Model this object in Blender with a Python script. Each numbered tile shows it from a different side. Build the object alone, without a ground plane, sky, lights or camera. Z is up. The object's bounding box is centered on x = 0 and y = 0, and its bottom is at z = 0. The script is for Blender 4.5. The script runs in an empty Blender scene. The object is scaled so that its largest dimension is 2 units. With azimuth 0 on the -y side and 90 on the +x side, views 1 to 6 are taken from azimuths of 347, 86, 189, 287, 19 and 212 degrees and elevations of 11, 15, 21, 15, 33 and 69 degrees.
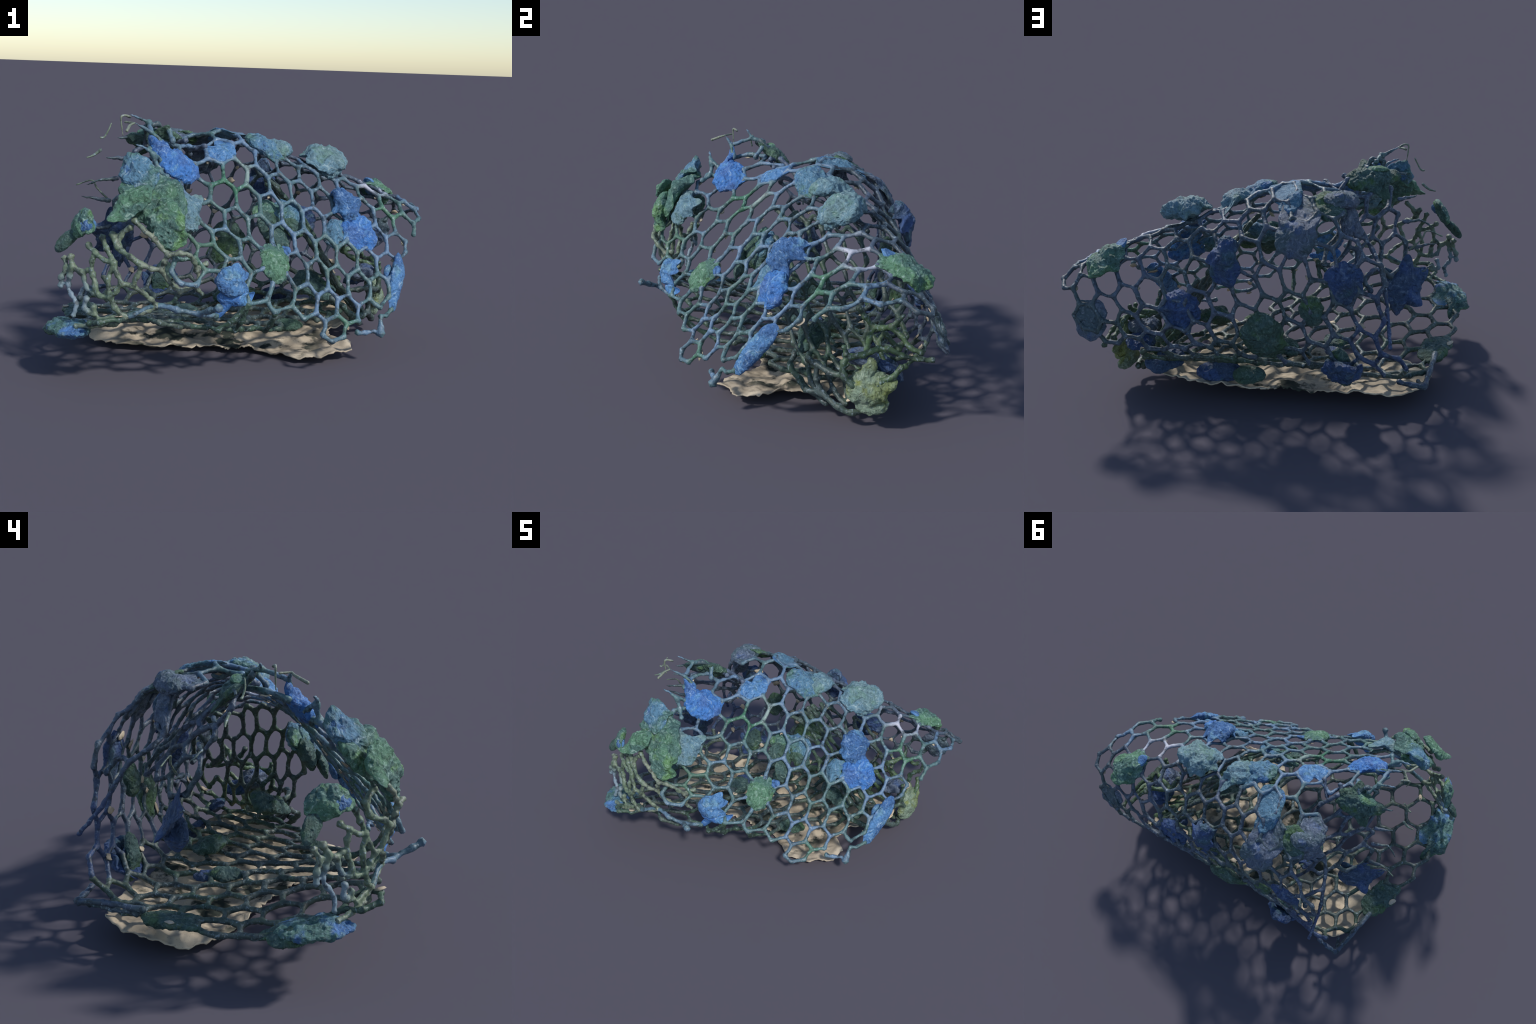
"""A crumpled tube of moulded hexagonal netting, crusted with blue and green lumps,
lying on a thin chalky crust.

The netting is described as a sheet: ribs of control points (one rib per lattice
column q, each point at lattice row r) define a smooth thin-plate surface over the
lattice plane; the honeycomb is laid on that surface by rule.  A torn inner flap is a
second small sheet, and the ragged curl at one end and the loose ends are strands."""
import bpy, math, random
import numpy as np
from mathutils import Vector, noise

rng = random.Random(7)

# ------------------------------------------------------------------ the net sheet
RIBS = {
    -6: [(-7, 0.031, -0.262, 0.185), (-3, 0.452, 0.299, 0.170)],
    -5: [(-10, -0.330, -0.499, 0.250), (-8, -0.081, -0.250, 0.190), (-3, 0.446, 0.429, 0.195), (-2, 0.549, 0.501, 0.222)],
    -4: [(-12, -0.599, -0.568, 0.310), (-5, 0.222, 0.333, 0.180), (0, 0.718, 0.659, 0.421), (1, 0.836, 0.623, 0.480)],
    -3: [(-13, -0.721, -0.534, 0.299), (0, 0.745, 0.610, 0.535), (1, 0.869, 0.559, 0.605), (2, 0.949, 0.502, 0.646)],
    -2: [(-11, -0.473, -0.164, 0.222), (0, 0.757, 0.543, 0.638), (2, 0.917, 0.348, 0.675)],
    -1: [(-14, -0.849, -0.320, 0.227), (-10, -0.351, 0.106, 0.172), (-4, 0.286, 0.634, 0.413), (2, 0.874, 0.208, 0.657)],
    0: [(-14, -0.845, -0.161, 0.188), (-12, -0.605, 0.033, 0.172), (-6, 0.082, 0.604, 0.347), (-1, 0.628, 0.426, 0.777), (0, 0.701, 0.308, 0.764), (2, 0.802, 0.087, 0.581)],
    1: [(-14, -0.830, -0.025, 0.171), (-12, -0.588, 0.196, 0.156), (-10, -0.366, 0.414, 0.155), (-8, -0.136, 0.562, 0.275), (-4, 0.296, 0.576, 0.695)],
    2: [(-14, -0.802, 0.179, 0.172), (-10, -0.365, 0.533, 0.210), (-7, -0.038, 0.605, 0.532), (-3, 0.381, 0.388, 0.859), (2, 0.646, -0.119, 0.429), (3, 0.686, -0.171, 0.355)],
    3: [(-14, -0.796, 0.344, 0.158), (-13, -0.703, 0.409, 0.150), (-12, -0.603, 0.489, 0.157), (-10, -0.364, 0.584, 0.345), (-9, -0.251, 0.595, 0.448), (0, 0.499, -0.065, 0.581), (3, 0.611, -0.291, 0.232)],
    4: [(-12, -0.590, 0.591, 0.252), (-8, -0.156, 0.599, 0.716), (-6, 0.056, 0.451, 0.908), (-4, 0.243, 0.213, 0.913), (-2, 0.337, 0.002, 0.726)],
    5: [(-11, -0.486, 0.603, 0.535), (-10, -0.375, 0.590, 0.671), (-8, -0.163, 0.533, 0.892), (-6, 0.033, 0.328, 0.998), (1, 0.383, -0.352, 0.273), (2, 0.409, -0.409, 0.177)],
    6: [(-11, -0.494, 0.594, 0.725), (-9, -0.289, 0.504, 0.909), (-8, -0.173, 0.411, 0.984), (-5, 0.070, 0.048, 0.903), (-2, 0.199, -0.221, 0.548), (1, 0.293, -0.428, 0.217)],
    7: [(-9, -0.285, 0.395, 0.989), (-8, -0.192, 0.273, 1.038), (-7, -0.098, 0.150, 1.029), (0, 0.188, -0.469, 0.223)],
    8: [(-9, -0.337, 0.324, 0.987), (-7, -0.166, 0.005, 0.969), (-5, -0.072, -0.185, 0.751), (-2, 0.050, -0.432, 0.378)],
    9: [(-8, -0.304, -0.068, 0.952), (-7, -0.234, -0.137, 0.881), (-4, -0.090, -0.386, 0.545), (-3, -0.062, -0.465, 0.422), (-2, -0.094, -0.531, 0.299)],
    10: [(-9, -0.435, -0.143, 0.994), (-8, -0.386, -0.200, 0.910), (-7, -0.322, -0.265, 0.815), (-4, -0.161, -0.491, 0.477), (-3, -0.207, -0.561, 0.359)],
    11: [(-9, -0.527, -0.267, 0.944), (-6, -0.339, -0.448, 0.656), (-5, -0.284, -0.502, 0.561)],
    12: [(-8, -0.518, -0.435, 0.822), (-7, -0.461, -0.485, 0.735), (-6, -0.423, -0.540, 0.614), (-5, -0.399, -0.577, 0.519)],
}
FLAP_RIBS = {
    8: [(-9, -0.345, 0.110, 0.925), (-10, -0.399, 0.200, 0.887), (-11, -0.440, 0.238, 0.806), (-12, -0.470, 0.300, 0.710)],
    9: [(-9, -0.420, -0.030, 1.095), (-10, -0.460, 0.017, 1.012), (-11, -0.508, 0.095, 0.910), (-12, -0.540, 0.149, 0.807), (-13, -0.581, 0.199, 0.684), (-14, -0.631, 0.245, 0.515)],
}


class Sheet:
    """Thin-plate surface through rib control points, over the lattice plane."""

    def __init__(self, ribs):
        rows = [(q, *p) for q, pts in ribs.items() for p in pts]
        self.c = np.array([self.plane(q, r) for q, r, *_ in rows])
        p = np.array([row[2:] for row in rows])
        n = len(p)
        m = np.zeros((n + 3, n + 3))
        m[:n, :n] = self.kernel(self.c) + 0.004 * np.eye(n)
        m[:n, n:] = np.c_[np.ones(n), self.c]
        m[n:, :n] = m[:n, n:].T
        self.w = np.linalg.solve(m, np.r_[p, np.zeros((3, 3))])

    @staticmethod
    def plane(q, r):
        return (q + r / 2.0, r * 0.8660254)

    def kernel(self, x):
        d2 = ((x[:, None] - self.c[None]) ** 2).sum(-1)
        return np.where(d2 > 0, 0.5 * d2 * np.log(np.maximum(d2, 1e-12)), 0.0)

    def at(self, q, r):
        x = np.array([self.plane(q, r)])
        v = self.kernel(x) @ self.w[:-3] + np.c_[np.ones(1), x] @ self.w[-3:]
        return Vector(v[0])

    def normal(self, q, r, inside=None):
        a = self.at(q + 0.3, r) - self.at(q - 0.3, r)
        b = self.at(q - 0.15, r + 0.3) - self.at(q + 0.15, r - 0.3)
        n = a.cross(b).normalized()
        p = self.at(q, r)
        core = inside or Vector((p.x * 0.75, 0.1, 0.5))
        return n if n.dot(p - core) > 0 else -n


class EndWall:
    """The end of the net tucked inside the tube: a sloping, gently bellied wall."""

    def at(self, q, r):
        p = Vector((0.185, 0.178, 0.711)) + Vector((0.095, -0.010, -0.128)) * q + Vector((-0.026, -0.081, 0.017)) * r
        belly = 0.018 * math.sin(q * 1.3 + 0.6) + 0.014 * math.sin(r * 1.1)
        return p + Vector((0.80, -0.13, 0.58)) * belly


sheet = Sheet(RIBS)
end_wall = EndWall()
flap = Sheet(FLAP_RIBS)
RING = [(1, 0), (0, 1), (-1, 1), (-1, 0), (0, -1), (1, -1)]


def corners(q, r):
    """The six lattice corners of a cell, each named by the three cells that meet there."""
    out = []
    for i in range(6):
        a, b = RING[i], RING[(i + 1) % 6]
        out.append(tuple(sorted([(q, r), (q + a[0], r + a[1]), (q + b[0], r + b[1])])))
    return out


def corner_lattice(key):
    return sum(k[0] for k in key) / 3.0, sum(k[1] for k in key) / 3.0


# cells present, per lattice column: inclusive row ranges
CELLS = {
    -7: [(-4, -3)], -6: [(-7, -7), (-5, -3)], -5: [(-9, -2)], -4: [(-11, -2), (0, 1)], -3: [(-13, 2)],
    -2: [(-13, 2)], -1: [(-13, 2)], 0: [(-14, 2)], 1: [(-14, 2)], 2: [(-14, 2)], 3: [(-13, 2)], 4: [(-12, 1)],
    5: [(-11, 1)], 6: [(-11, 1)], 7: [(-9, -1)], 8: [(-9, -9), (-7, -2)], 9: [(-8, -3)], 10: [(-9, -4)],
    11: [(-8, -5)], 12: [(-7, -5)],
}
FLAP_CELLS = {7: [(-11, -10)], 8: [(-12, -9)], 9: [(-13, -10)]}
# an inner end wall, its cells pulled long: rows run down it, columns across it
END_WALL_CELLS = {0: [(-3, 2)], 1: [(-4, 2)], 2: [(-4, 2)], 3: [(-3, 1)], 4: [(-2, 0)]}


def cell_list(table):
    return [(q, r) for q, spans in table.items() for lo, hi in spans for r in range(lo, hi + 1)]


def honeycomb(surface, cells, jitter):
    nodes, edges = {}, set()
    for q, r in cells:
        ks = corners(q, r)
        for k in ks:
            if k not in nodes:
                h = rng.uniform
                nodes[k] = surface.at(*corner_lattice(k)) + Vector((h(-1, 1), h(-1, 1), h(-1, 1))) * jitter
        for i in range(6):
            edges.add(tuple(sorted((ks[i], ks[(i + 1) % 6]))))
    return nodes, sorted(edges)


# ------------------------------------------------------------------ mesh helpers
root = bpy.data.objects.new("encrusted_net", None)
bpy.context.collection.objects.link(root)
root["label"] = "crumpled hexagonal net tube crusted with blue and green lumps"
root["category"] = "sea net"


def add_object(name, verts, faces, material, parent=root, smooth=True):
    me = bpy.data.meshes.new(name)
    me.from_pydata([tuple(v) for v in verts], [], faces)
    me.update()
    if smooth:
        me.polygons.foreach_set("use_smooth", [True] * len(me.polygons))
    ob = bpy.data.objects.new(name, me)
    bpy.context.collection.objects.link(ob)
    ob.parent = parent
    me.materials.append(material)
    return ob


def tube(verts, faces, path, radii, sides=8):
    """Sweep a round section along a path; both ends are domed."""
    base = len(verts)
    n = len(path)
    t0 = (path[1] - path[0]).normalized()
    up = t0.orthogonal().normalized()
    rings = []
    for i in range(n):
        t = (path[min(i + 1, n - 1)] - path[max(i - 1, 0)]).normalized()
        up = (up - t * up.dot(t)).normalized()
        side = t.cross(up)
        rings.append((path[i], up.copy(), side, radii[i]))
    for c, u, s, rad in rings:
        for k in range(sides):
            a = 2 * math.pi * k / sides
            verts.append(c + (u * math.cos(a) + s * math.sin(a)) * rad)
    for i in range(n - 1):
        for k in range(sides):
            a = base + i * sides + k
            b = base + i * sides + (k + 1) % sides
            faces.append((a, b, b + sides, a + sides))
    for i, sgn in ((0, -1), (n - 1, 1)):
        t = (path[1] - path[0]).normalized() if i == 0 else (path[-1] - path[-2]).normalized()
        tip = len(verts)
        verts.append(path[i] + t * sgn * radii[i] * 0.8)
        for k in range(sides):
            a, b = base + i * sides + k, base + i * sides + (k + 1) % sides
            faces.append((a, b, tip) if sgn > 0 else (b, a, tip))


def strand(verts, faces, a, b, r_mid, r_end, steps=6, wander=0.004):
    """One net strand between two joints: waisted in the middle, webbed at the joints."""
    length = (b - a).length
    bow = Vector([rng.uniform(-1, 1) for _ in range(3)]) * wander
    path, radii = [], []
    w = rng.uniform(0.86, 1.16)
    for i in range(steps + 1):
        t = i / steps
        flare = abs(2 * t - 1) ** 3
        path.append(a.lerp(b, t) + bow * math.sin(math.pi * t) + Vector([rng.uniform(-1, 1) for _ in range(3)]) * 0.0014)
        radii.append((r_mid * w) * (1 - flare) + r_end * flare + rng.uniform(-0.0008, 0.0008))
    tube(verts, faces, path, radii)


def curve_through(points, per=5):
    """Catmull-Rom path through control points."""
    p = [Vector(q) for q in points]
    if len(p) == 2:
        return [p[0].lerp(p[1], i / per) for i in range(per + 1)]
    p = [p[0] * 2 - p[1]] + p + [p[-1] * 2 - p[-2]]
    out = []
    for i in range(1, len(p) - 2):
        for k in range(per):
            t = k / per
            a, b, c, d = p[i - 1:i + 3]
            out.append(0.5 * ((2 * b) + (c - a) * t + (2 * a - 5 * b + 4 * c - d) * t * t + (3 * b - a - 3 * c + d) * t ** 3))
    out.append(p[-2])
    return out


def fuse(ob, voxel, smooth_steps=3, rough=0.003, size=0.035):
    """Melt overlapping tubes into one moulded skin and roughen it."""
    m = ob.modifiers.new("fuse", "REMESH")
    m.mode, m.voxel_size = "VOXEL", voxel
    m.use_smooth_shade = True
    s = ob.modifiers.new("soften", "SMOOTH")
    s.iterations, s.factor = smooth_steps, 0.5
    tex = bpy.data.textures.new("net_roughness", "CLOUDS")
    tex.noise_scale, tex.noise_depth = size, 2
    d = ob.modifiers.new("roughen", "DISPLACE")
    d.texture, d.strength, d.mid_level, d.texture_coords = tex, rough, 0.5, "LOCAL"
    dg = bpy.context.evaluated_depsgraph_get()
    me = bpy.data.meshes.new_from_object(ob.evaluated_get(dg))
    old = ob.data
    ob.modifiers.clear()
    ob.data = me
    me.name = ob.name
    bpy.data.meshes.remove(old)
    me.polygons.foreach_set("use_smooth", [True] * len(me.polygons))


# ------------------------------------------------------------------ materials
def srgb(r, g, b):
    f = lambda c: (c / 255 / 12.92) if c <= 10 else ((c / 255 + 0.055) / 1.055) ** 2.4
    return (f(r), f(g), f(b), 1.0)


class Nodes:
    def __init__(self, name, rough=0.62, spec=0.35):
        self.mat = bpy.data.materials.new(name)
        self.mat.use_nodes = True
        self.t = self.mat.node_tree
        self.t.nodes.clear()
        self.out = self.t.nodes.new("ShaderNodeOutputMaterial")
        self.bsdf = self.t.nodes.new("ShaderNodeBsdfPrincipled")
        self.bsdf.inputs["Roughness"].default_value = rough
        self.bsdf.inputs["Specular IOR Level"].default_value = spec
        self.t.links.new(self.bsdf.outputs[0], self.out.inputs[0])
        self.co = self.t.nodes.new("ShaderNodeTexCoord").outputs["Object"]

    def link(self, a, b):
        self.t.links.new(a, b)

    def noise(self, scale, detail=4, rough=0.55, distort=0.0, shift=0.0):
        mp = self.t.nodes.new("ShaderNodeMapping")
        mp.inputs["Location"].default_value = (shift, shift * 1.7, -shift)
        self.link(self.co, mp.inputs[0])
        n = self.t.nodes.new("ShaderNodeTexNoise")
        n.inputs["Scale"].default_value = scale
        n.inputs["Detail"].default_value = detail
        n.inputs["Roughness"].default_value = rough
        n.inputs["Distortion"].default_value = distort
        self.link(mp.outputs[0], n.inputs["Vector"])
        return n.outputs["Fac"]

    def band(self, fac, lo, hi, flip=False):
        m = self.t.nodes.new("ShaderNodeMapRange")
        m.interpolation_type = "SMOOTHSTEP"
        m.inputs["From Min"].default_value, m.inputs["From Max"].default_value = lo, hi
        if flip:
            m.inputs["To Min"].default_value, m.inputs["To Max"].default_value = 1, 0
        self.link(fac, m.inputs["Value"])
        return m.outputs[0]

    def near(self, centre, r_in, r_out):
        d = self.t.nodes.new("ShaderNodeVectorMath")
        d.operation = "DISTANCE"
        d.inputs[1].default_value = centre
        self.link(self.co, d.inputs[0])
        return self.band(d.outputs["Value"], r_in, r_out, flip=True)

    def times(self, a, b):
        m = self.t.nodes.new("ShaderNodeMath")
        m.operation = "MULTIPLY"
        for s, v in zip(m.inputs, (a, b)):
            if isinstance(v, (int, float)):
                s.default_value = v
            else:
                self.link(v, s)
        return m.outputs[0]

    def mix(self, fac, a, b, mode="MIX"):
        m = self.t.nodes.new("ShaderNodeMix")
        m.data_type, m.blend_type = "RGBA", mode
        for s, v in ((m.inputs[0], fac), (m.inputs[6], a), (m.inputs[7], b)):
            if isinstance(v, (tuple, int, float)):
                s.default_value = v
            else:
                self.link(v, s)
        return m.outputs[2]

    def finish(self, colour, bump_src, strength=0.4, dist=0.01):
        self.link(colour, self.bsdf.inputs["Base Color"])
        b = self.t.nodes.new("ShaderNodeBump")
        b.inputs["Strength"].default_value, b.inputs["Distance"].default_value = strength, dist
        self.link(bump_src, b.inputs["Height"])
        self.link(b.outputs[0], self.bsdf.inputs["Normal"])
        return self.mat


def net_material(name, base, second, green, green_amount=0.5, spots=()):
    n = Nodes(name, 0.45, 0.45)
    c = n.mix(n.band(n.noise(5.0, 4, shift=1.3), 0.40, 0.62), base, second)
    c = n.mix(n.times(n.band(n.noise(3.1, 3, shift=5.1), 0.50, 0.60), green_amount), c, green)
    for centre, r0, r1, col, amt in spots:
        c = n.mix(n.times(n.near(centre, r0, r1), amt), c, col)
    fine = n.noise(70, 5, 0.65, 0.6)
    c = n.mix(n.times(n.band(fine, 0.53, 0.70), 0.65), c, srgb(158, 176, 188))
    c = n.mix(n.times(n.band(n.noise(30, 5, 0.65, shift=2.0), 0.50, 0.64), 0.72), c, srgb(26, 38, 42))
    return n.finish(c, fine, 0.45, 0.006)


def lump_material(name, cols, seed, pale=0.75):
    n = Nodes(name, 0.48, 0.4)
    c = n.mix(n.band(n.noise(7.0, 3, shift=seed), 0.42, 0.58), cols[0], cols[1])
    c = n.mix(n.band(n.noise(10.0, 4, shift=seed + 3.3), 0.53, 0.66), c, cols[2])
    streak = n.noise(26, 7, 0.68, 2.2, seed)
    fine = n.noise(75, 6, 0.7, 1.2, seed)
    c = n.mix(n.times(n.band(streak, 0.52, 0.70), pale), c, cols[3])
    c = n.mix(n.times(n.band(streak, 0.48, 0.34), 0.7), c, cols[4])
    c = n.mix(n.times(n.band(fine, 0.56, 0.72), 0.5), c, cols[3])
    c = n.mix(n.times(n.band(fine, 0.45, 0.30), 0.5), c, cols[4])
    return n.finish(c, streak, 0.9, 0.016)


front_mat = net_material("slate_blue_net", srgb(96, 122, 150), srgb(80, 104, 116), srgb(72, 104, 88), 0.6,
                         [((-0.16, -0.16, 0.83), 0.05, 0.15, srgb(62, 112, 84), 0.9),
                          ((-0.07, -0.06, 0.86), 0.03, 0.11, srgb(142, 160, 152), 0.8),
                          ((0.66, 0.33, 0.80), 0.09, 0.17, srgb(176, 178, 192), 0.95),
                          ((0.72, 0.13, 0.64), 0.04, 0.13, srgb(72, 116, 84), 0.8),
                          ((-0.36, -0.50, 0.60), 0.08, 0.22, srgb(74, 106, 86), 0.9),
                          ((0.35, -0.36, 0.20), 0.03, 0.12, srgb(76, 122, 84), 0.8)])
back_mat = net_material("dull_blue_net", srgb(78, 90, 110), srgb(66, 80, 90), srgb(60, 82, 72), 0.5,
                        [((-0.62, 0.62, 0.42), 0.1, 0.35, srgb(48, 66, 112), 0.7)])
floor_mat = net_material("shade_baked_net", srgb(66, 80, 80), srgb(72, 86, 76), srgb(60, 88, 66), 0.6,  # base colours kept dark: the tube's interior shading is baked in
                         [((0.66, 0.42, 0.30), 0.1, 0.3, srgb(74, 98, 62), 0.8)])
curl_mat = net_material("silted_net", srgb(122, 130, 114), srgb(104, 118, 102), srgb(88, 112, 88), 0.5,
                        [((-0.86, -0.43, 0.38), 0.05, 0.13, srgb(120, 140, 160), 0.8)])

BLUE = [srgb(88, 138, 190), srgb(70, 112, 166), srgb(104, 148, 176), srgb(172, 198, 218), srgb(34, 56, 88)]
VIVID = [srgb(70, 128, 200), srgb(74, 114, 176), srgb(100, 154, 202), srgb(164, 192, 218), srgb(32, 58, 106)]
DEEP = [srgb(62, 88, 138), srgb(62, 84, 116), srgb(66, 96, 114), srgb(122, 140, 164), srgb(28, 40, 66)]  # blues lowered to the tone of lumps seen in shadow
GREEN = [srgb(92, 134, 108), srgb(82, 118, 112), srgb(104, 146, 98), srgb(176, 202, 190), srgb(36, 60, 46)]
MOSS = [srgb(66, 94, 80), srgb(72, 100, 98), srgb(80, 112, 74), srgb(138, 160, 150), srgb(28, 44, 38)]
TEAL = [srgb(116, 146, 152), srgb(104, 140, 158), srgb(108, 142, 136), srgb(178, 198, 200), srgb(52, 76, 84)]
MIXED = [srgb(90, 132, 160), srgb(88, 126, 118), srgb(76, 120, 176), srgb(172, 194, 204), srgb(36, 60, 72)]
OLIVE = [srgb(122, 136, 92), srgb(128, 148, 130), srgb(134, 144, 78), srgb(190, 200, 180), srgb(58, 68, 40)]
SLATE = [srgb(96, 110, 132), srgb(84, 104, 114), srgb(76, 100, 142), srgb(160, 168, 184), srgb(42, 54, 70)]
PALETTES = {"blue": BLUE, "vivid": VIVID, "deep": DEEP, "green": GREEN, "moss": MOSS, "teal": TEAL, "mixed": MIXED, "olive": OLIVE, "slate": SLATE}
lump_mats = {k: lump_material(k + "_lump_crust", v, i * 2.7 + 0.4) for i, (k, v) in enumerate(PALETTES.items())}

n = Nodes("chalky_crust", 0.85, 0.2)
tan = n.mix(n.band(n.noise(4, 4), 0.35, 0.65), srgb(206, 192, 170), srgb(178, 164, 144))
tan = n.mix(n.times(n.band(n.noise(14, 5, 0.6, shift=3), 0.55, 0.72), 0.5), tan, srgb(128, 124, 114))
tan = n.mix(n.times(n.band(n.noise(160, 2, 0.5), 0.64, 0.72), 0.5), tan, srgb(92, 88, 80))
tan = n.mix(n.times(n.band(n.noise(5.5, 5, 0.6, shift=8), 0.50, 0.58), n.near((-0.10, 0.14, 0.03), 0.42, 0.58)), tan, srgb(58, 64, 58))  # dark blotches paint the shade lying under the floor net
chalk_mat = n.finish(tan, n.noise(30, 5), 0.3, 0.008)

# ------------------------------------------------------------------ honeycomb panels
nodes, edges = honeycomb(sheet, cell_list(CELLS), 0.004)


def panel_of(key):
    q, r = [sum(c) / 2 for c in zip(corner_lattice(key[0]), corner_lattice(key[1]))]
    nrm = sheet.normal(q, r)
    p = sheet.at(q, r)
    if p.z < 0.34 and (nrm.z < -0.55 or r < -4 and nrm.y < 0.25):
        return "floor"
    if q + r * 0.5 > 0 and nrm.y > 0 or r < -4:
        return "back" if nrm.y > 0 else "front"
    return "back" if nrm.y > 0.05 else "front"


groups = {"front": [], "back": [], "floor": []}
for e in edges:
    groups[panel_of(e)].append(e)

# strands that have broken away: (cell, neighbouring cell) pairs
BROKEN = {((0, 2), (0, 3)), ((3, -2), (2, -1))}


def between(e):
    return tuple(sorted(set(e[0]) & set(e[1])))


def build_panel(es, table, material, r_mid, r_end, voxel, extra=(), rough=0.0055):
    v, f = [], []
    for e in es:
        if between(e) in BROKEN:
            continue
        strand(v, f, table[e[0]], table[e[1]], r_mid, r_end)
    for pts, r0, r1 in extra:
        path = curve_through(pts)
        k = len(path) - 1
        radii = []
        for i in range(k + 1):
            r = r0 + (r1 - r0) * i / k
            knot = min(i % 5, 5 - i % 5) / 2.0          # control points are joints: swell there
            radii.append(r * (1.18 - 0.30 * knot if min(r0, r1) > 0.0085 else 1.0) + rng.uniform(-0.0012, 0.0012))
        if min(r0, r1) > 0.0085:
            radii[0], radii[-1] = radii[0] * 1.12, radii[-1] * 1.12
        tube(v, f, [p + Vector([rng.uniform(-1, 1) for _ in range(3)]) * 0.0022 for p in path], radii)
    ob = add_object("net_panel", v, f, material)
    fuse(ob, voxel, 2, rough, 0.022)
    return ob


# torn ends around the upper edge of the mouth, and loose bits at the lower front corner
FRONT_ENDS = [
    ([(-0.466, -0.250, 0.93), (-0.517, -0.304, 0.976), (-0.555, -0.312, 1.0), (-0.591, -0.315, 1.012)], 0.013, 0.004),
    ([(-0.517, -0.304, 0.976), (-0.490, -0.316, 0.904), (-0.46, -0.36, 0.88)], 0.013, 0.012),
    ([(-0.45, -0.19, 1.0), (-0.510, -0.201, 1.056), (-0.55, -0.215, 1.08), (-0.587, -0.231, 1.097)], 0.014, 0.004),
    ([(-0.510, -0.201, 1.056), (-0.513, -0.15, 1.075), (-0.513, -0.096, 1.095), (-0.56, -0.105, 1.115), (-0.601, -0.113, 1.131)], 0.013, 0.004),
    ([(-0.513, -0.096, 1.095), (-0.485, -0.03, 1.075)], 0.013, 0.012),
    ([(-0.401, -0.08, 1.01), (-0.417, -0.043, 1.06), (-0.45, -0.01, 1.05)], 0.013, 0.013),
    ([(0.636, -0.236, 0.248), (0.60, -0.27, 0.225), (0.563, -0.290, 0.230)], 0.012, 0.010),
    ([(0.563, -0.290, 0.230), (0.557, -0.315, 0.185), (0.553, -0.338, 0.155)], 0.009, 0.020),
    ([(0.434, -0.337, 0.165), (0.48, -0.33, 0.162), (0.527, -0.320, 0.166)], 0.014, 0.010),
    ([(-0.262, -0.527, 0.307), (-0.352, -0.588, 0.337), (-0.44, -0.592, 0.356)], 0.013, 0.012),
    ([(-0.352, -0.588, 0.337), (-0.315, -0.645, 0.362), (-0.282, -0.685, 0.383)], 0.012, 0.016),
    ([(-0.44, -0.592, 0.356), (-0.522, -0.559, 0.368), (-0.641, -0.547, 0.322)], 0.013, 0.012),
]
BACK_ENDS = [
    # free edge of the back wall: a long bare strand
    ([(-0.36, 0.33, 0.94), (-0.407, 0.325, 0.895), (-0.455, 0.33, 0.81), (-0.493, 0.369, 0.761), (-0.534, 0.451, 0.703), (-0.562, 0.507, 0.613),
      (-0.575, 0.563, 0.522), (-0.586, 0.625, 0.45), (-0.593, 0.668, 0.401)], 0.013, 0.010),
    ([(-0.36, 0.36, 0.90), (-0.42, 0.37, 0.83), (-0.455, 0.33, 0.81)], 0.012, 0.011),
    ([(-0.534, 0.451, 0.703), (-0.50, 0.50, 0.71), (-0.47, 0.55, 0.68), (-0.50, 0.57, 0.64)], 0.012, 0.012),
    # corner of the mouth and the straight selvedge strand
    ([(-0.63, 0.60, 0.20), (-0.69, 0.605, 0.185), (-0.752, 0.604, 0.181)], 0.013, 0.016),
    ([(-0.752, 0.604, 0.183), (-0.775, 0.48, 0.20), (-0.80, 0.30, 0.20)], 0.013, 0.013),
    ([(-0.745, 0.60, 0.178), (-0.765, 0.45, 0.17), (-0.79, 0.33, 0.175)], 0.010, 0.012),
    ([(-0.752, 0.604, 0.181), (-0.735, 0.56, 0.165), (-0.72, 0.52, 0.165)], 0.012, 0.010),
]
FLAP_ENDS = [
    ([(-0.52, 0.0, 1.01), (-0.566, 0.0, 1.025), (-0.61, -0.02, 1.022), (-0.648, -0.037, 1.018)], 0.014, 0.004),
    ([(-0.603, 0.069, 0.917), (-0.65, 0.05, 0.92), (-0.69, 0.028, 0.924)], 0.013, 0.004),
    ([(-0.629, 0.122, 0.821), (-0.67, 0.10, 0.815), (-0.717, 0.082, 0.813), (-0.78, 0.108, 0.786)], 0.013, 0.003),
    ([(-0.663, 0.178, 0.706), (-0.73, 0.165, 0.715), (-0.795, 0.159, 0.728)], 0.013, 0.004),
    ([(-0.66, 0.20, 0.58), (-0.72, 0.165, 0.575), (-0.767, 0.135, 0.60)], 0.013, 0.004),
    ([(-0.235, 0.0, 0.985), (-0.27, 0.04, 0.975), (-0.30, 0.07, 0.96)], 0.012, 0.012),
    ([(-0.33, -0.01, 1.01), (-0.36, 0.02, 1.005), (-0.39, 0.04, 0.99)], 0.012, 0.012),
]
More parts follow.
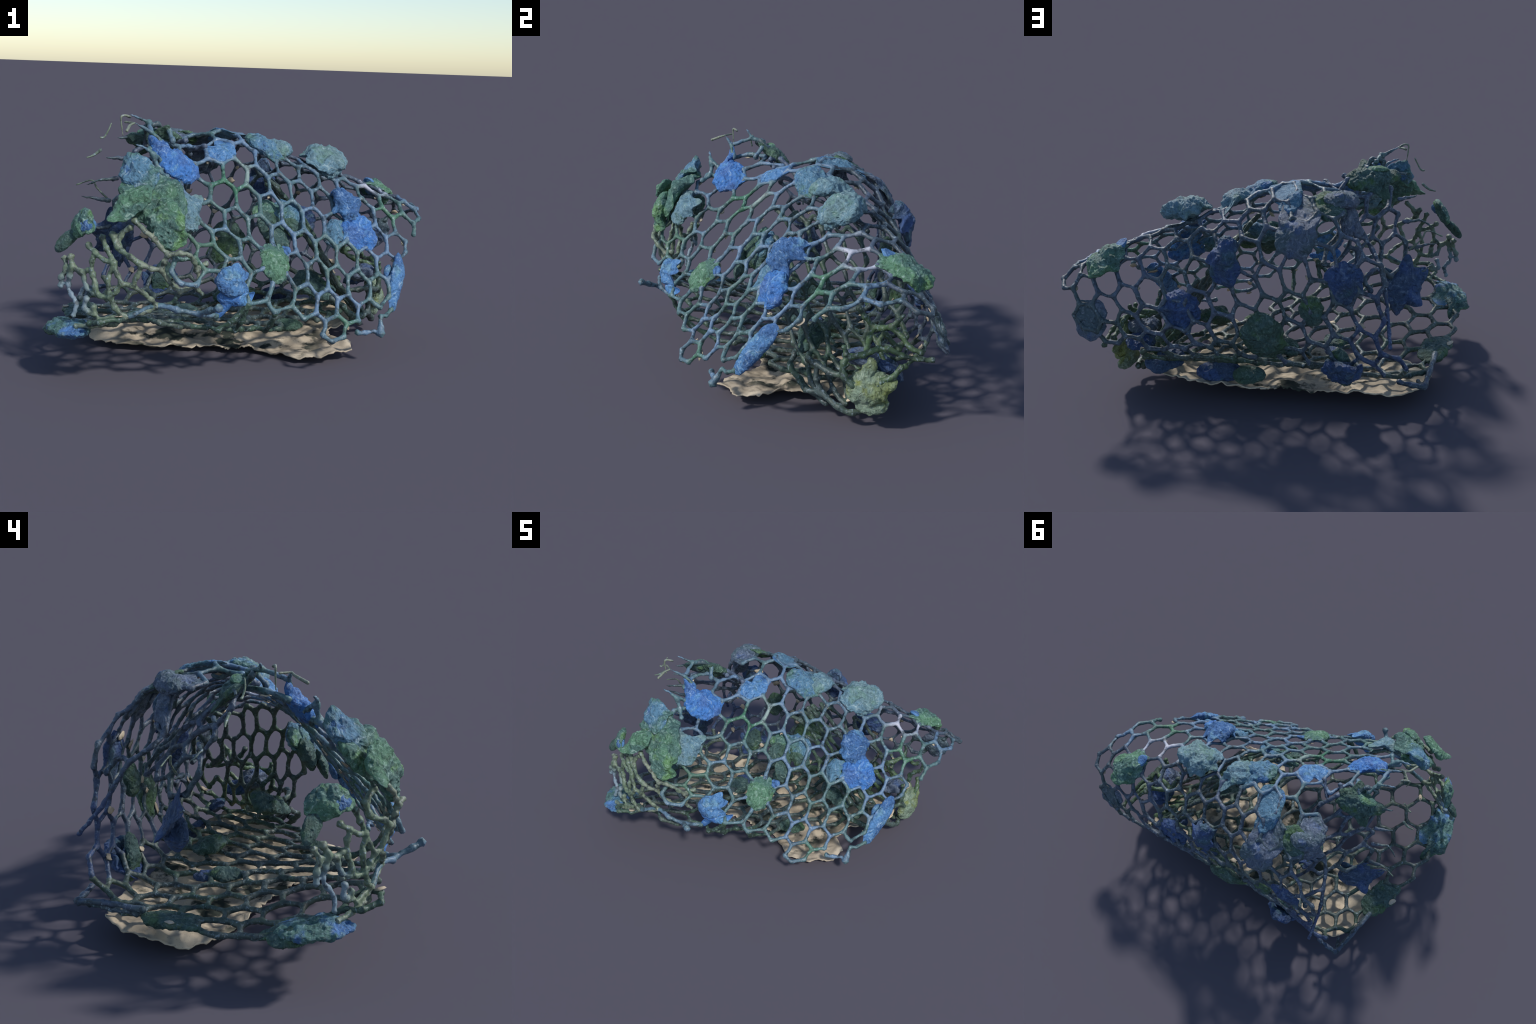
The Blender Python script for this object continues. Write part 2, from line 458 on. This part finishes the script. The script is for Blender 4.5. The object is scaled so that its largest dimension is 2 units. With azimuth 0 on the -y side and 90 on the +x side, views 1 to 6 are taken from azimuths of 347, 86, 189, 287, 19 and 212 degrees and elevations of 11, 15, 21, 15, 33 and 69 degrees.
# the silted, curled lower corner at the mouth of the tube
CURL = [
    [(-0.866, -0.410, 0.553), (-0.863, -0.432, 0.512), (-0.870, -0.425, 0.47), (-0.880, -0.414, 0.433), (-0.865, -0.432, 0.39), (-0.844, -0.449, 0.353), (-0.860, -0.452, 0.304)],
    [(-0.892, -0.384, 0.542), (-0.885, -0.404, 0.505), (-0.905, -0.398, 0.46), (-0.907, -0.398, 0.419)],
    [(-0.885, -0.404, 0.505), (-0.863, -0.432, 0.512)],
    [(-0.863, -0.432, 0.512), (-0.823, -0.449, 0.490), (-0.798, -0.466, 0.504), (-0.782, -0.482, 0.489), (-0.770, -0.495, 0.440), (-0.758, -0.500, 0.403), (-0.710, -0.534, 0.398)],
    [(-0.823, -0.449, 0.490), (-0.801, -0.466, 0.428), (-0.775, -0.485, 0.41), (-0.758, -0.500, 0.403)],
    [(-0.80, -0.455, 0.61), (-0.768, -0.490, 0.578), (-0.735, -0.510, 0.555), (-0.697, -0.529, 0.545)],
    [(-0.768, -0.490, 0.578), (-0.785, -0.48, 0.54), (-0.782, -0.482, 0.489)],
    [(-0.697, -0.529, 0.545), (-0.685, -0.545, 0.50), (-0.665, -0.561, 0.465)],
    [(-0.665, -0.561, 0.465), (-0.69, -0.548, 0.43), (-0.710, -0.534, 0.398)],
    [(-0.697, -0.529, 0.545), (-0.72, -0.525, 0.47), (-0.710, -0.534, 0.398)],
    [(-0.710, -0.534, 0.398), (-0.695, -0.54, 0.36), (-0.66, -0.545, 0.325)],
    [(-0.66, -0.545, 0.325), (-0.70, -0.53, 0.315), (-0.76, -0.51, 0.30)],
    [(-0.665, -0.561, 0.465), (-0.62, -0.57, 0.455), (-0.585, -0.575, 0.43), (-0.55, -0.57, 0.40), (-0.522, -0.559, 0.368)],
    [(-0.522, -0.559, 0.368), (-0.56, -0.55, 0.345), (-0.641, -0.547, 0.322)],
    [(-0.707, -0.525, 0.668), (-0.678, -0.540, 0.608), (-0.63, -0.59, 0.575), (-0.588, -0.600, 0.549), (-0.55, -0.605, 0.535), (-0.509, -0.597, 0.529)],
    [(-0.745, -0.50, 0.65), (-0.725, -0.515, 0.60), (-0.697, -0.529, 0.545)],
    [(-0.678, -0.540, 0.608), (-0.67, -0.53, 0.66), (-0.63, -0.55, 0.70)],
    [(-0.588, -0.600, 0.549), (-0.61, -0.585, 0.50), (-0.62, -0.57, 0.455)],
    [(-0.62, -0.56, 0.73), (-0.58, -0.59, 0.69), (-0.540, -0.603, 0.656), (-0.52, -0.61, 0.63), (-0.484, -0.614, 0.597), (-0.44, -0.618, 0.598), (-0.402, -0.620, 0.594), (-0.375, -0.595, 0.56), (-0.357, -0.552, 0.513)],
    [(-0.540, -0.603, 0.656), (-0.53, -0.57, 0.70), (-0.52, -0.53, 0.75)],
    [(-0.484, -0.614, 0.597), (-0.50, -0.605, 0.56), (-0.509, -0.597, 0.529)],
    [(-0.509, -0.597, 0.529), (-0.48, -0.585, 0.48), (-0.45, -0.57, 0.45), (-0.426, -0.564, 0.428)],
    [(-0.426, -0.564, 0.428), (-0.40, -0.555, 0.435), (-0.364, -0.544, 0.446)],
    [(-0.364, -0.544, 0.446), (-0.345, -0.55, 0.48), (-0.357, -0.552, 0.513)],
    [(-0.364, -0.544, 0.446), (-0.345, -0.535, 0.425), (-0.324, -0.525, 0.404)],
    [(-0.357, -0.552, 0.513), (-0.34, -0.54, 0.53), (-0.31, -0.52, 0.535)],
    [(-0.774, -0.498, 0.321), (-0.80, -0.485, 0.33), (-0.814, -0.477, 0.343), (-0.805, -0.48, 0.39)],
    [(-0.774, -0.498, 0.321), (-0.776, -0.495, 0.355)],
    [(-0.641, -0.547, 0.322), (-0.70, -0.54, 0.29), (-0.79, -0.50, 0.275), (-0.85, -0.46, 0.26)],
]

CURL = [(c, 0.0125 * rng.uniform(0.9, 1.15), 0.0112 * rng.uniform(0.9, 1.15)) for c in CURL]
# the net at the narrow end folds inward in a loose inner layer
INNER_END = [
    ([(0.78, 0.60, 0.33), (0.785, 0.54, 0.335), (0.78, 0.47, 0.35)], 0.013, 0.012),
    ([(0.78, 0.47, 0.35), (0.76, 0.41, 0.375), (0.74, 0.37, 0.37)], 0.013, 0.014),
    ([(0.674, 0.44, 0.443), (0.68, 0.47, 0.475), (0.666, 0.497, 0.497)], 0.014, 0.008),
    ([(0.674, 0.44, 0.443), (0.63, 0.41, 0.425), (0.579, 0.38, 0.412)], 0.015, 0.015),
    ([(0.674, 0.44, 0.443), (0.71, 0.48, 0.41), (0.73, 0.51, 0.37), (0.75, 0.56, 0.35)], 0.014, 0.013),
    ([(0.579, 0.38, 0.412), (0.63, 0.35, 0.38), (0.70, 0.33, 0.355), (0.74, 0.31, 0.345)], 0.014, 0.014),
    ([(0.74, 0.37, 0.37), (0.745, 0.34, 0.36), (0.74, 0.31, 0.345)], 0.015, 0.013),
    ([(0.74, 0.31, 0.345), (0.735, 0.25, 0.335), (0.735, 0.225, 0.31), (0.735, 0.225, 0.25), (0.74, 0.26, 0.21)], 0.015, 0.016),
    ([(0.735, 0.235, 0.345), (0.73, 0.225, 0.38)], 0.014, 0.012),
    ([(0.74, 0.26, 0.21), (0.76, 0.32, 0.205), (0.78, 0.37, 0.215)], 0.016, 0.016),
    ([(0.579, 0.38, 0.412), (0.57, 0.34, 0.46), (0.56, 0.31, 0.50)], 0.014, 0.013),
    ([(0.735, 0.225, 0.25), (0.69, 0.17, 0.25), (0.64, 0.12, 0.27), (0.58, 0.09, 0.27), (0.50, 0.10, 0.26)], 0.015, 0.015),
    ([(0.64, 0.12, 0.27), (0.645, 0.12, 0.20), (0.65, 0.14, 0.14)], 0.014, 0.016),
    ([(0.65, 0.14, 0.14), (0.70, 0.21, 0.09), (0.72, 0.27, 0.07), (0.71, 0.33, 0.08)], 0.017, 0.015),
    ([(0.65, 0.14, 0.14), (0.60, 0.08, 0.135), (0.53, 0.06, 0.15), (0.48, 0.02, 0.20), (0.42, 0.05, 0.24)], 0.017, 0.015),
    ([(0.53, 0.06, 0.15), (0.56, 0.10, 0.11), (0.62, 0.17, 0.075)], 0.014, 0.014),
    ([(0.78, 0.38, 0.235), (0.785, 0.43, 0.26), (0.775, 0.47, 0.30)], 0.015, 0.013),
]

v_front = build_panel(groups["front"], nodes, front_mat, 0.0100, 0.0145, 0.0052, FRONT_ENDS)
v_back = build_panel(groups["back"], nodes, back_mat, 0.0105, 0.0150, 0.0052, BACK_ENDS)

# the curled seam: joints on the floor's front selvedge tied to the nearest joints of the front's lower hem
floor_keys = {k for e in groups["floor"] for k in e}
front_keys = {k for e in groups["front"] for k in e}
ties = []
for k in sorted(floor_keys):
    if nodes[k].y < -0.12 and nodes[k].x < 0.32 and corner_lattice(k)[0] < 0:
        best = min((j for j in front_keys if corner_lattice(j)[0] > 3), key=lambda j: (nodes[j] - nodes[k]).length)
        d = (nodes[best] - nodes[k]).length
        if 0.03 < d < 0.19:
            mid = nodes[k].lerp(nodes[best], 0.5) + Vector((0, -0.01, -0.012))
            ties.append(([nodes[k], mid, nodes[best]], 0.013, 0.013))
v_floor = build_panel(groups["floor"], nodes, floor_mat, 0.0120, 0.0165, 0.0056, ties + INNER_END)

flap_nodes, flap_edges = honeycomb(flap, cell_list(FLAP_CELLS), 0.003)
v_flap = build_panel(flap_edges, flap_nodes, back_mat, 0.0115, 0.0155, 0.0052, FLAP_ENDS)
wall_nodes, wall_edges = honeycomb(end_wall, cell_list(END_WALL_CELLS), 0.010)
wall_edges = [e for e in wall_edges if rng.random() > 0.04]
v_wall = build_panel(wall_edges, wall_nodes, floor_mat, 0.0110, 0.0160, 0.0056)
v_curl = build_panel([], {}, curl_mat, 0.014, 0.02, 0.0052, CURL, rough=0.010)

# ------------------------------------------------------------------ lumps
def icosphere(level):
    import bmesh
    bm = bmesh.new()
    bmesh.ops.create_icosphere(bm, subdivisions=level, radius=1.0)
    vs = [v.co.copy() for v in bm.verts]
    fs = [tuple(v.index for v in f.verts) for f in bm.faces]
    bm.free()
    return vs, fs


SPHERES = {lv: icosphere(lv) for lv in (4, 5, 6)}
lump_no = 0


def lump(centre, along, up, size, tone, arms=(), level=6, rough=1.0):
    """A crusty lump: a squashed ball with its long axis `along` and its face towards `up`,
    drawn out into tapering arms towards the net joints it has grown over, then wrinkled."""
    global lump_no
    lump_no += 1
    seed = Vector((lump_no * 3.17, lump_no * 1.71, -lump_no * 2.3))
    c, w = Vector(centre), Vector(up).normalized()
    u = Vector(along)
    u = (u - w * u.dot(w)).normalized()
    v = w.cross(u)
    a, b, t = size
    spikes = []
    for p in arms:
        d = Vector(p) - c
        x, y = d.dot(u), d.dot(v)
        spikes.append((math.atan2(y, x), min(math.hypot(x, y), 1.5 * max(a, b)), d.dot(w)))
    vs, fs = SPHERES[level]
    out = []
    for p in vs:
        th = math.atan2(p.y * b, p.x * a)
        rim = math.hypot(p.x, p.y)
        reach, lift = 0.0, 0.0
        base = 1.0 / math.sqrt((math.cos(th) / a) ** 2 + (math.sin(th) / b) ** 2)
        for ang, length, dw in spikes:
            g = math.exp(-(((th - ang + math.pi) % (2 * math.pi) - math.pi) / 0.30) ** 2)
            if length > base:
                reach += (length + 0.012 - base) * g * rim ** 6
            lift += max(-0.05, min(0.05, dw)) * g * rim ** 3
        k = (base + reach) / base
        thin = 1.0 / k ** 0.8
        top = 1.0 if p.z > 0 else 0.75
        q = u * (p.x * a * k) + v * (p.y * b * k) + w * (p.z * t * 0.72 * top * thin + lift)
        s = c + q
        big = noise.fractal((s * 9 + seed), 1.0, 2.0, 3)
        fold = noise.ridged_multi_fractal(s * 20 + seed, 0.9, 2.1, 4, 1.0, 2.0) - 1.1
        fine = noise.fractal(s * 60 + seed, 0.9, 2.0, 3)
        nrm = (u * (p.x / a) + v * (p.y / b) + w * (p.z / t)).normalized()
        mn = min(a, b, t * 1.6)
        crease = noise.ridged_multi_fractal(s * 46 + seed, 0.8, 2.2, 3, 1.0, 2.0) - 1.1
        out.append(s + nrm * rough * thin * (big * 0.24 * mn + fold * 0.105 * mn + crease * 0.035 * mn + fine * 0.03 * mn))
    ob = add_object("lump", out, fs, lump_mats[tone])
    return ob


def joints(*cells, surf=sheet):
    """The outer joints of a patch of cells."""
    pts = {}
    for q, r in cells:
        for k in corners(q, r):
            pts[k] = surf.at(*corner_lattice(k))
    inner = [k for k in pts if sum(1 for c in k if c in cells) >= 2]
    return [p for k, p in pts.items() if k not in inner or len(cells) == 1]


def cell_lump(cell, size, tone, out=0.0, along=(1, 0, 0), centre=None, extra=(), surf=sheet, **kw):
    nrm = surf.normal(*cell)
    c = Vector(centre) if centre else surf.at(*cell)
    return lump(c + nrm * out, along, nrm, size, tone, joints(cell, *extra, surf=surf), **kw)


# on the ridge and the front
cell_lump((3, -3), (0.110, 0.095, 0.075), "teal", 0.012, (1, -0.2, 0), (0.424, 0.259, 0.91))
lump((0.425, 0.225, 0.885), (1, 0.3, 0), (0, -0.8, 0.6), (0.075, 0.075, 0.05), "teal")
cell_lump((5, -5), (0.085, 0.075, 0.055), "mixed", 0.0, (1, 0.7, 0), (0.065, 0.155, 0.985))
lump((0.160, 0.215, 0.962), (0.6, 1, 0), (0.1, -0.3, 1), (0.085, 0.070, 0.055), "teal", joints((4, -5))[:3])
cell_lump((8, -7), (0.080, 0.048, 0.036), "blue", 0.0, (1, 0.3, 0), (-0.165, -0.015, 0.955))
cell_lump((10, -8), (0.095, 0.085, 0.046), "vivid", 0.012, (0.7, -0.7, 0.3), (-0.401, -0.225, 0.91))
lump((-0.465, -0.222, 0.975), (-0.5, 0, 0.8), (-0.3, -0.7, 0.5), (0.065, 0.04, 0.03), "vivid", [(-0.512, -0.200, 1.05)])
cell_lump((8, -3), (0.078, 0.100, 0.036), "green", 0.006, (1, 0, 0.1), (0.022, -0.362, 0.505))
lump((0.075, -0.305, 0.535), (0.7, 0.4, 0.3), (0.3, -0.8, 0.4), (0.05, 0.03, 0.022), "blue")
lump((-0.218, -0.548, 0.462), (1, 0.4, 0.2), (0, -0.9, 0.3), (0.055, 0.060, 0.045), "blue", joints((10, -4))[:4])
lump((-0.190, -0.530, 0.385), (1, 0.45, -0.1), (0, -0.9, -0.2), (0.075, 0.035, 0.035), "vivid", [(-0.10, -0.46, 0.40), (-0.262, -0.527, 0.307)])
cell_lump((3, -1), (0.070, 0.095, 0.052), "blue", 0.012, (1, 0.2, 0), (0.448, -0.008, 0.722))
lump((0.515, -0.055, 0.592), (0.4, 0.3, -0.8), (0.3, -0.8, 0.4), (0.105, 0.082, 0.045), "vivid", joints((3, 0)))
lump((0.372, -0.085, 0.592), (0.2, 0, 1), (-0.1, -0.9, 0.3), (0.068, 0.042, 0.035), "mixed", joints((4, -1))[:3])
lump((0.490, -0.015, 0.655), (0.5, 0.3, -0.8), (0.3, -0.8, 0.4), (0.09, 0.05, 0.04), "blue")
lump((0.684, -0.150, 0.366), (-0.35, -0.7, -0.95), (0.6, -0.7, 0.2), (0.130, 0.044, 0.042), "blue", [(0.728, -0.06, 0.47), (0.636, -0.236, 0.248)])
lump((0.655, -0.115, 0.385), (0.1, 0.5, 0.8), (0.6, -0.7, 0.2), (0.05, 0.028, 0.026), "blue")
# the great green crust at the mouth
lump((-0.530, -0.490, 0.805), (0.55, -0.3, -0.65), (-0.3, -0.75, 0.55), (0.160, 0.115, 0.050), "green", joints((12, -8), (12, -7)))
lump((-0.583, -0.429, 0.895), (-0.4, 0.3, 0.75), (-0.35, -0.7, 0.5), (0.105, 0.078, 0.050), "mixed", [(-0.49, -0.36, 0.90), (-0.62, -0.40, 0.97)])
lump((-0.410, -0.462, 0.745), (0.6, -0.1, -0.6), (0.05, -0.8, 0.5), (0.095, 0.085, 0.050), "teal", joints((11, -7))[:3])
lump((-0.490, -0.572, 0.712), (0.3, -0.3, -0.9), (-0.3, -0.9, 0.2), (0.105, 0.075, 0.048), "green", [(-0.53, -0.60, 0.66), (-0.43, -0.53, 0.66)])
lump((-0.625, -0.565, 0.800), (-0.7, -0.5, -0.1), (-0.4, -0.7, 0.5), (0.090, 0.060, 0.032), "green", [(-0.72, -0.60, 0.74)])
# narrow end and back wall
cell_lump((-1, 0), (0.105, 0.085, 0.048), "green", 0.012, (0.2, 0.5, -0.7), (0.778, 0.482, 0.718), extra=((-1, 0),))
lump((0.735, 0.445, 0.745), (0.3, 0.5, -0.6), (0.35, 0.45, 0.8), (0.10, 0.035, 0.030), "blue")
cell_lump((-4, 1), (0.080, 0.105, 0.026), "slate", 0.0, (0.9, -0.3, 0.1), (0.822, 0.612, 0.468))
cell_lump((-1, -3), (0.095, 0.092, 0.050), "deep", 0.004, (1, 0, 0), (0.390, 0.592, 0.528))
cell_lump((2, -5), (0.062, 0.088, 0.060), "deep", 0.022, (1, 0, 0.1), (0.165, 0.568, 0.800))
cell_lump((5, -8), (0.098, 0.108, 0.036), "slate", 0.0, (1, 0.1, 0.1), (-0.150, 0.535, 0.890), extra=((6, -8),))
lump((-0.113, 0.370, 0.995), (-0.2, -0.8, 0.35), (0.1, 0.5, 0.85), (0.100, 0.056, 0.034), "mixed", joints((6, -7)))
cell_lump((8, -9), (0.070, 0.095, 0.050), "slate", 0.010, (0.8, -0.5, 0), (-0.345, 0.328, 0.985))
lump((-0.384, 0.361, 0.905), (-0.2, 0.3, -1), (-0.6, 0.7, 0.3), (0.075, 0.05, 0.035), "slate", [(-0.455, 0.33, 0.81)])
lump((-0.285, 0.385, 0.985), (1, 0, 0.1), (0, 0.6, 0.8), (0.075, 0.085, 0.030), "moss", joints((7, -9)))
cell_lump((5, -10), (0.088, 0.080, 0.030), "deep", 0.0, (1, 0, 0), (-0.380, 0.592, 0.712))
cell_lump((1, -7), (0.100, 0.125, 0.040), "moss", 0.004, (1, 0, 0), (0.000, 0.615, 0.415))
cell_lump((2, -10), (0.095, 0.090, 0.050), "deep", 0.010, (1, 0, 0), (-0.358, 0.582, 0.228))
lump((-0.360, 0.545, 0.235), (0.2, 0, 1), (0, -1, 0.1), (0.105, 0.055, 0.045), "moss")
lump((-0.225, 0.590, 0.540), (0, 0, 1), (0, -1, 0.1), (0.075, 0.055, 0.045), "moss")
# flap and mouth
lump((-0.462, 0.028, 1.005), (1, 0.1, 0.1), (-0.1, 0.6, 0.8), (0.100, 0.082, 0.052), "moss", [(-0.60, -0.01, 1.02), (-0.36, 0.03, 1.0), (-0.55, 0.09, 0.93), (-0.43, -0.05, 1.07)])
lump((-0.500, -0.005, 1.045), (1, 0, 0.1), (0, -0.2, 1), (0.055, 0.035, 0.028), "green")
lump((-0.628, 0.245, 0.520), (-0.8, -0.4, 0.2), (-0.3, 0.9, 0.4), (0.105, 0.080, 0.030), "deep", [(-0.54, 0.24, 0.61), (-0.76, 0.14, 0.59), (-0.72, 0.28, 0.45), (-0.66, 0.18, 0.68)])
lump((-0.610, 0.235, 0.455), (0.1, 0, 1), (-0.9, 0.2, 0), (0.085, 0.055, 0.045), "deep")
cell_lump((2, -14), (0.120, 0.075, 0.036), "moss", 0.0, (-0.2, -1, 0), (-0.790, 0.193, 0.170))
lump((-0.880, -0.390, 0.235), (0.35, -0.95, 0.1), (-0.1, 0, 1), (0.150, 0.075, 0.048), "mixed", joints((-1, -14))[:3])
lump((-0.915, -0.300, 0.215), (0.3, -0.95, 0), (-0.3, 0, 1), (0.085, 0.062, 0.042), "moss", [(-0.87, -0.10, 0.17)])
lump((-0.820, -0.415, 0.690), (-0.2, -0.7, 0.3), (-0.8, -0.3, 0.3), (0.085, 0.062, 0.035), "green", [(-0.775, -0.50, 0.68)])
lump((-0.880, -0.375, 0.615), (-0.6, 0.25, -0.7), (-0.6, -0.6, 0.4), (0.068, 0.036, 0.030), "moss")
lump((-0.800, -0.460, 0.690), (0.3, -0.7, 0.2), (-0.6, -0.6, 0.4), (0.045, 0.035, 0.030), "blue")
# inside the tube and under the floor
lump((0.115, -0.070, 0.675), (0.9, -0.2, 0.1), (0, 0.8, -0.5), (0.105, 0.070, 0.050), "mixed")
lump((0.165, -0.095, 0.640), (0.5, -0.2, -0.7), (-0.2, 0.8, -0.4), (0.080, 0.055, 0.045), "moss")
lump((0.030, -0.080, 0.700), (0.6, -0.3, 0.5), (0, 0.8, -0.5), (0.060, 0.045, 0.035), "green")
lump((0.060, -0.130, 0.620), (0.5, -0.3, -0.7), (-0.3, 0.8, -0.3), (0.085, 0.060, 0.050), "moss")
lump((0.090, -0.190, 0.575), (0.2, -0.2, -1), (-0.3, 0.8, -0.3), (0.075, 0.045, 0.040), "moss")
lump((0.352, 0.140, 0.285), (0.3, 0.6, -0.6), (0.3, -0.5, 0.8), (0.085, 0.085, 0.070), "moss", [(0.45, 0.10, 0.27), (0.42, 0.05, 0.24), (0.28, 0.2, 0.2)])
lump((0.671, 0.307, 0.305), (0.6, 0.6, -0.3), (-0.2, 0.2, 0.9), (0.085, 0.065, 0.055), "slate")
lump((0.660, 0.390, 0.255), (0.6, 0.6, -0.3), (-0.2, 0.2, 0.9), (0.085, 0.070, 0.050), "deep")
lump((0.745, 0.330, 0.195), (0.3, 0.9, 0.1), (0.8, -0.4, 0.4), (0.090, 0.080, 0.050), "olive", [(0.79, 0.44, 0.24), (0.74, 0.25, 0.21), (0.73, 0.33, 0.10)])
lump((0.752, 0.350, 0.130), (0.3, 0.9, 0), (0.8, -0.4, 0.2), (0.075, 0.050, 0.040), "olive")
lump((0.745, 0.335, 0.285), (0.1, 0.2, 0.9), (0.9, -0.3, 0), (0.055, 0.032, 0.026), "olive")
lump((-0.290, 0.124, 0.165), (0.3, -0.9, 0), (0, 0, 1), (0.085, 0.060, 0.042), "moss")
lump((-0.300, 0.215, 0.150), (0.3, -0.9, 0), (0, 0, 1), (0.065, 0.050, 0.036), "deep")
lump((-0.060, 0.300, 0.200), (0.6, -0.7, 0), (-0.2, 0, 1), (0.080, 0.065, 0.055), "moss")
lump((0.151, -0.132, 0.150), (1, 0.1, 0), (0, 0, 1), (0.080, 0.060, 0.040), "moss")
lump((0.240, 0.480, 0.150), (1, -0.1, -0.1), (0, 0.8, 0.6), (0.120, 0.055, 0.050), "deep")
lump((0.095, 0.510, 0.150), (1, -0.1, -0.1), (0, 0.8, 0.6), (0.080, 0.045, 0.040), "moss")
lump((0.520, 0.470, 0.190), (0.9, 0.5, 0.2), (0, 0.6, 0.8), (0.100, 0.060, 0.045), "deep")

# ------------------------------------------------------------------ chalky crust beneath
RIM = [(0.69, 0.34), (0.62, 0.44), (0.50, 0.50), (0.30, 0.54), (0.08, 0.54), (-0.16, 0.53), (-0.29, 0.54), (-0.47, 0.54), (-0.62, 0.55), (-0.72, 0.50), (-0.78, 0.34),
       (-0.75, 0.18), (-0.66, 0.06), (-0.52, 0.02), (-0.35, 0.01), (-0.14, -0.04), (0.04, -0.10), (0.18, -0.26), (0.33, -0.31), (0.45, -0.22), (0.48, -0.12), (0.40, 0.00), (0.44, 0.12), (0.56, 0.18), (0.67, 0.26)]
CENTRE = (-0.04, 0.18)


def rim_radius(theta):
    best = []
    for (x0, y0), (x1, y1) in zip(RIM, RIM[1:] + RIM[:1]):
        dx, dy = math.cos(theta), math.sin(theta)
        ax, ay, ex, ey = x0 - CENTRE[0], y0 - CENTRE[1], x1 - x0, y1 - y0
        det = ex * dy - ey * dx
        if abs(det) < 1e-9:
            continue
        s = (ax * ey - ay * ex) / -det
        k = (dx * ay - dy * ax) / det
        if -1e-6 <= k <= 1 + 1e-6 and s > 0:
            best.append(s)
    return max(best) if best else 0.4


def crust():
    nt, nr = 420, 70
    vs, fs = [], []
    for i in range(nt):
        th = 2 * math.pi * i / nt
        rr = rim_radius(th)
        rr += 0.018 * noise.fractal(Vector((math.cos(th) * 9, math.sin(th) * 9, 0.3)), 0.8, 2, 4) + 0.006 * noise.noise(Vector((math.cos(th) * 60, math.sin(th) * 60, 5)))
        for j in range(nr + 1):
            s = j / nr
            x, y = CENTRE[0] + math.cos(th) * rr * s, CENTRE[1] + math.sin(th) * rr * s
            p = Vector((x, y, 0))
            z = 0.016 + 0.15 * max(0.0, y - 0.08) + 0.07 * max(0.0, x - 0.08) + 0.012 * s ** 3
            z += 0.018 * noise.fractal(p * 7.5 + Vector((0, 0, 2)), 1.0, 2, 3)
            z += 0.014 * (noise.voronoi(p * 8.5)[0][0] - 0.3)
            z += 0.010 * noise.fractal(p * 22, 1.0, 2, 3) * s
            if x > 0.45 and y > 0.1:
                z += 0.01
            vs.append(Vector((x, y, z)))
    for i in range(nt):
        for j in range(nr):
            a, b = i * (nr + 1) + j, ((i + 1) % nt) * (nr + 1) + j
            fs.append((a, a + 1, b + 1, b) if j else (a, a + 1, b + 1))
    low = min(v.z for v in vs)
    for v in vs:
        v.z += 0.006 - low
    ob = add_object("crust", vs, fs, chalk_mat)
    m = ob.modifiers.new("thickness", "SOLIDIFY")
    m.thickness, m.offset = 0.006, -1
    dg = bpy.context.evaluated_depsgraph_get()
    me = bpy.data.meshes.new_from_object(ob.evaluated_get(dg))
    ob.modifiers.clear()
    old, ob.data = ob.data, me
    bpy.data.meshes.remove(old)
    low = min(v.co.z for v in me.vertices)
    for v in me.vertices:
        v.co.z -= low
    return ob


crust()


def flakes(count):
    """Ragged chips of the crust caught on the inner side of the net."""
    vs, fs = [], []
    keys = sorted(k for k in nodes)
    for _ in range(count):
        k = rng.choice(keys)
        c = nodes[k].copy()
        nrm = sheet.normal(*corner_lattice(k))
        c -= nrm * 0.014
        u = nrm.orthogonal().normalized()
        u.rotate(__import__("mathutils").Quaternion(nrm, rng.uniform(0, 6.28)))
        w = nrm.cross(u)
        m = 11
        base = len(vs)
        ra, rb = rng.uniform(0.012, 0.032), rng.uniform(0.008, 0.02)
        for layer in (0.0, -0.003):
            vs.append(c + nrm * (layer + 0.002))
            for i in range(m):
                t = 2 * math.pi * i / m
                f = rng.uniform(0.55, 1.15)
                vs.append(c + u * math.cos(t) * ra * f + w * math.sin(t) * rb * f + nrm * (layer + rng.uniform(-0.002, 0.002)))
        o = m + 1
        for i in range(m):
            a, b = base + 1 + i, base + 1 + (i + 1) % m
            fs += [(base, a, b), (base + o, b + o, a + o), (a, a + o, b + o, b)]
    ob = add_object("crust_flakes", vs, fs, chalk_mat)
    ob["kind"] = "stuff"


flakes(70)

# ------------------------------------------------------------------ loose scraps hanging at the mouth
SCRAPS = [
    ([(-0.718, -0.034, 0.965), (-0.75, -0.03, 0.94), (-0.783, -0.037, 0.928)], 0.008, 0.004),
    ([(-0.676, -0.079, 1.088), (-0.69, -0.085, 1.055), (-0.708, -0.080, 1.025), (-0.725, -0.08, 1.022)], 0.004, 0.006),
    ([(-0.60, -0.165, 1.12), (-0.625, -0.18, 1.128), (-0.643, -0.185, 1.120), (-0.640, -0.184, 1.08), (-0.634, -0.183, 1.039)], 0.007, 0.003),
    ([(-0.587, -0.231, 1.099), (-0.61, -0.25, 1.09), (-0.629, -0.303, 1.069)], 0.005, 0.008),
    ([(-0.587, -0.231, 1.099), (-0.627, -0.194, 1.10)], 0.005, 0.006),
    ([(-0.66, 0.20, 0.70), (-0.72, 0.20, 0.76), (-0.746, 0.19, 0.80), (-0.82, 0.20, 0.776)], 0.006, 0.004),
]
v, f = [], []
for pts, r0, r1 in SCRAPS:
    path = curve_through(pts)
    k = len(path) - 1
    tube(v, f, path, [r0 + (r1 - r0) * i / k for i in range(k + 1)])
sc = add_object("net_scraps", v, f, curl_mat)
sc["kind"] = "stuff"
fuse(sc, 0.0035, 2, 0.003, 0.02)
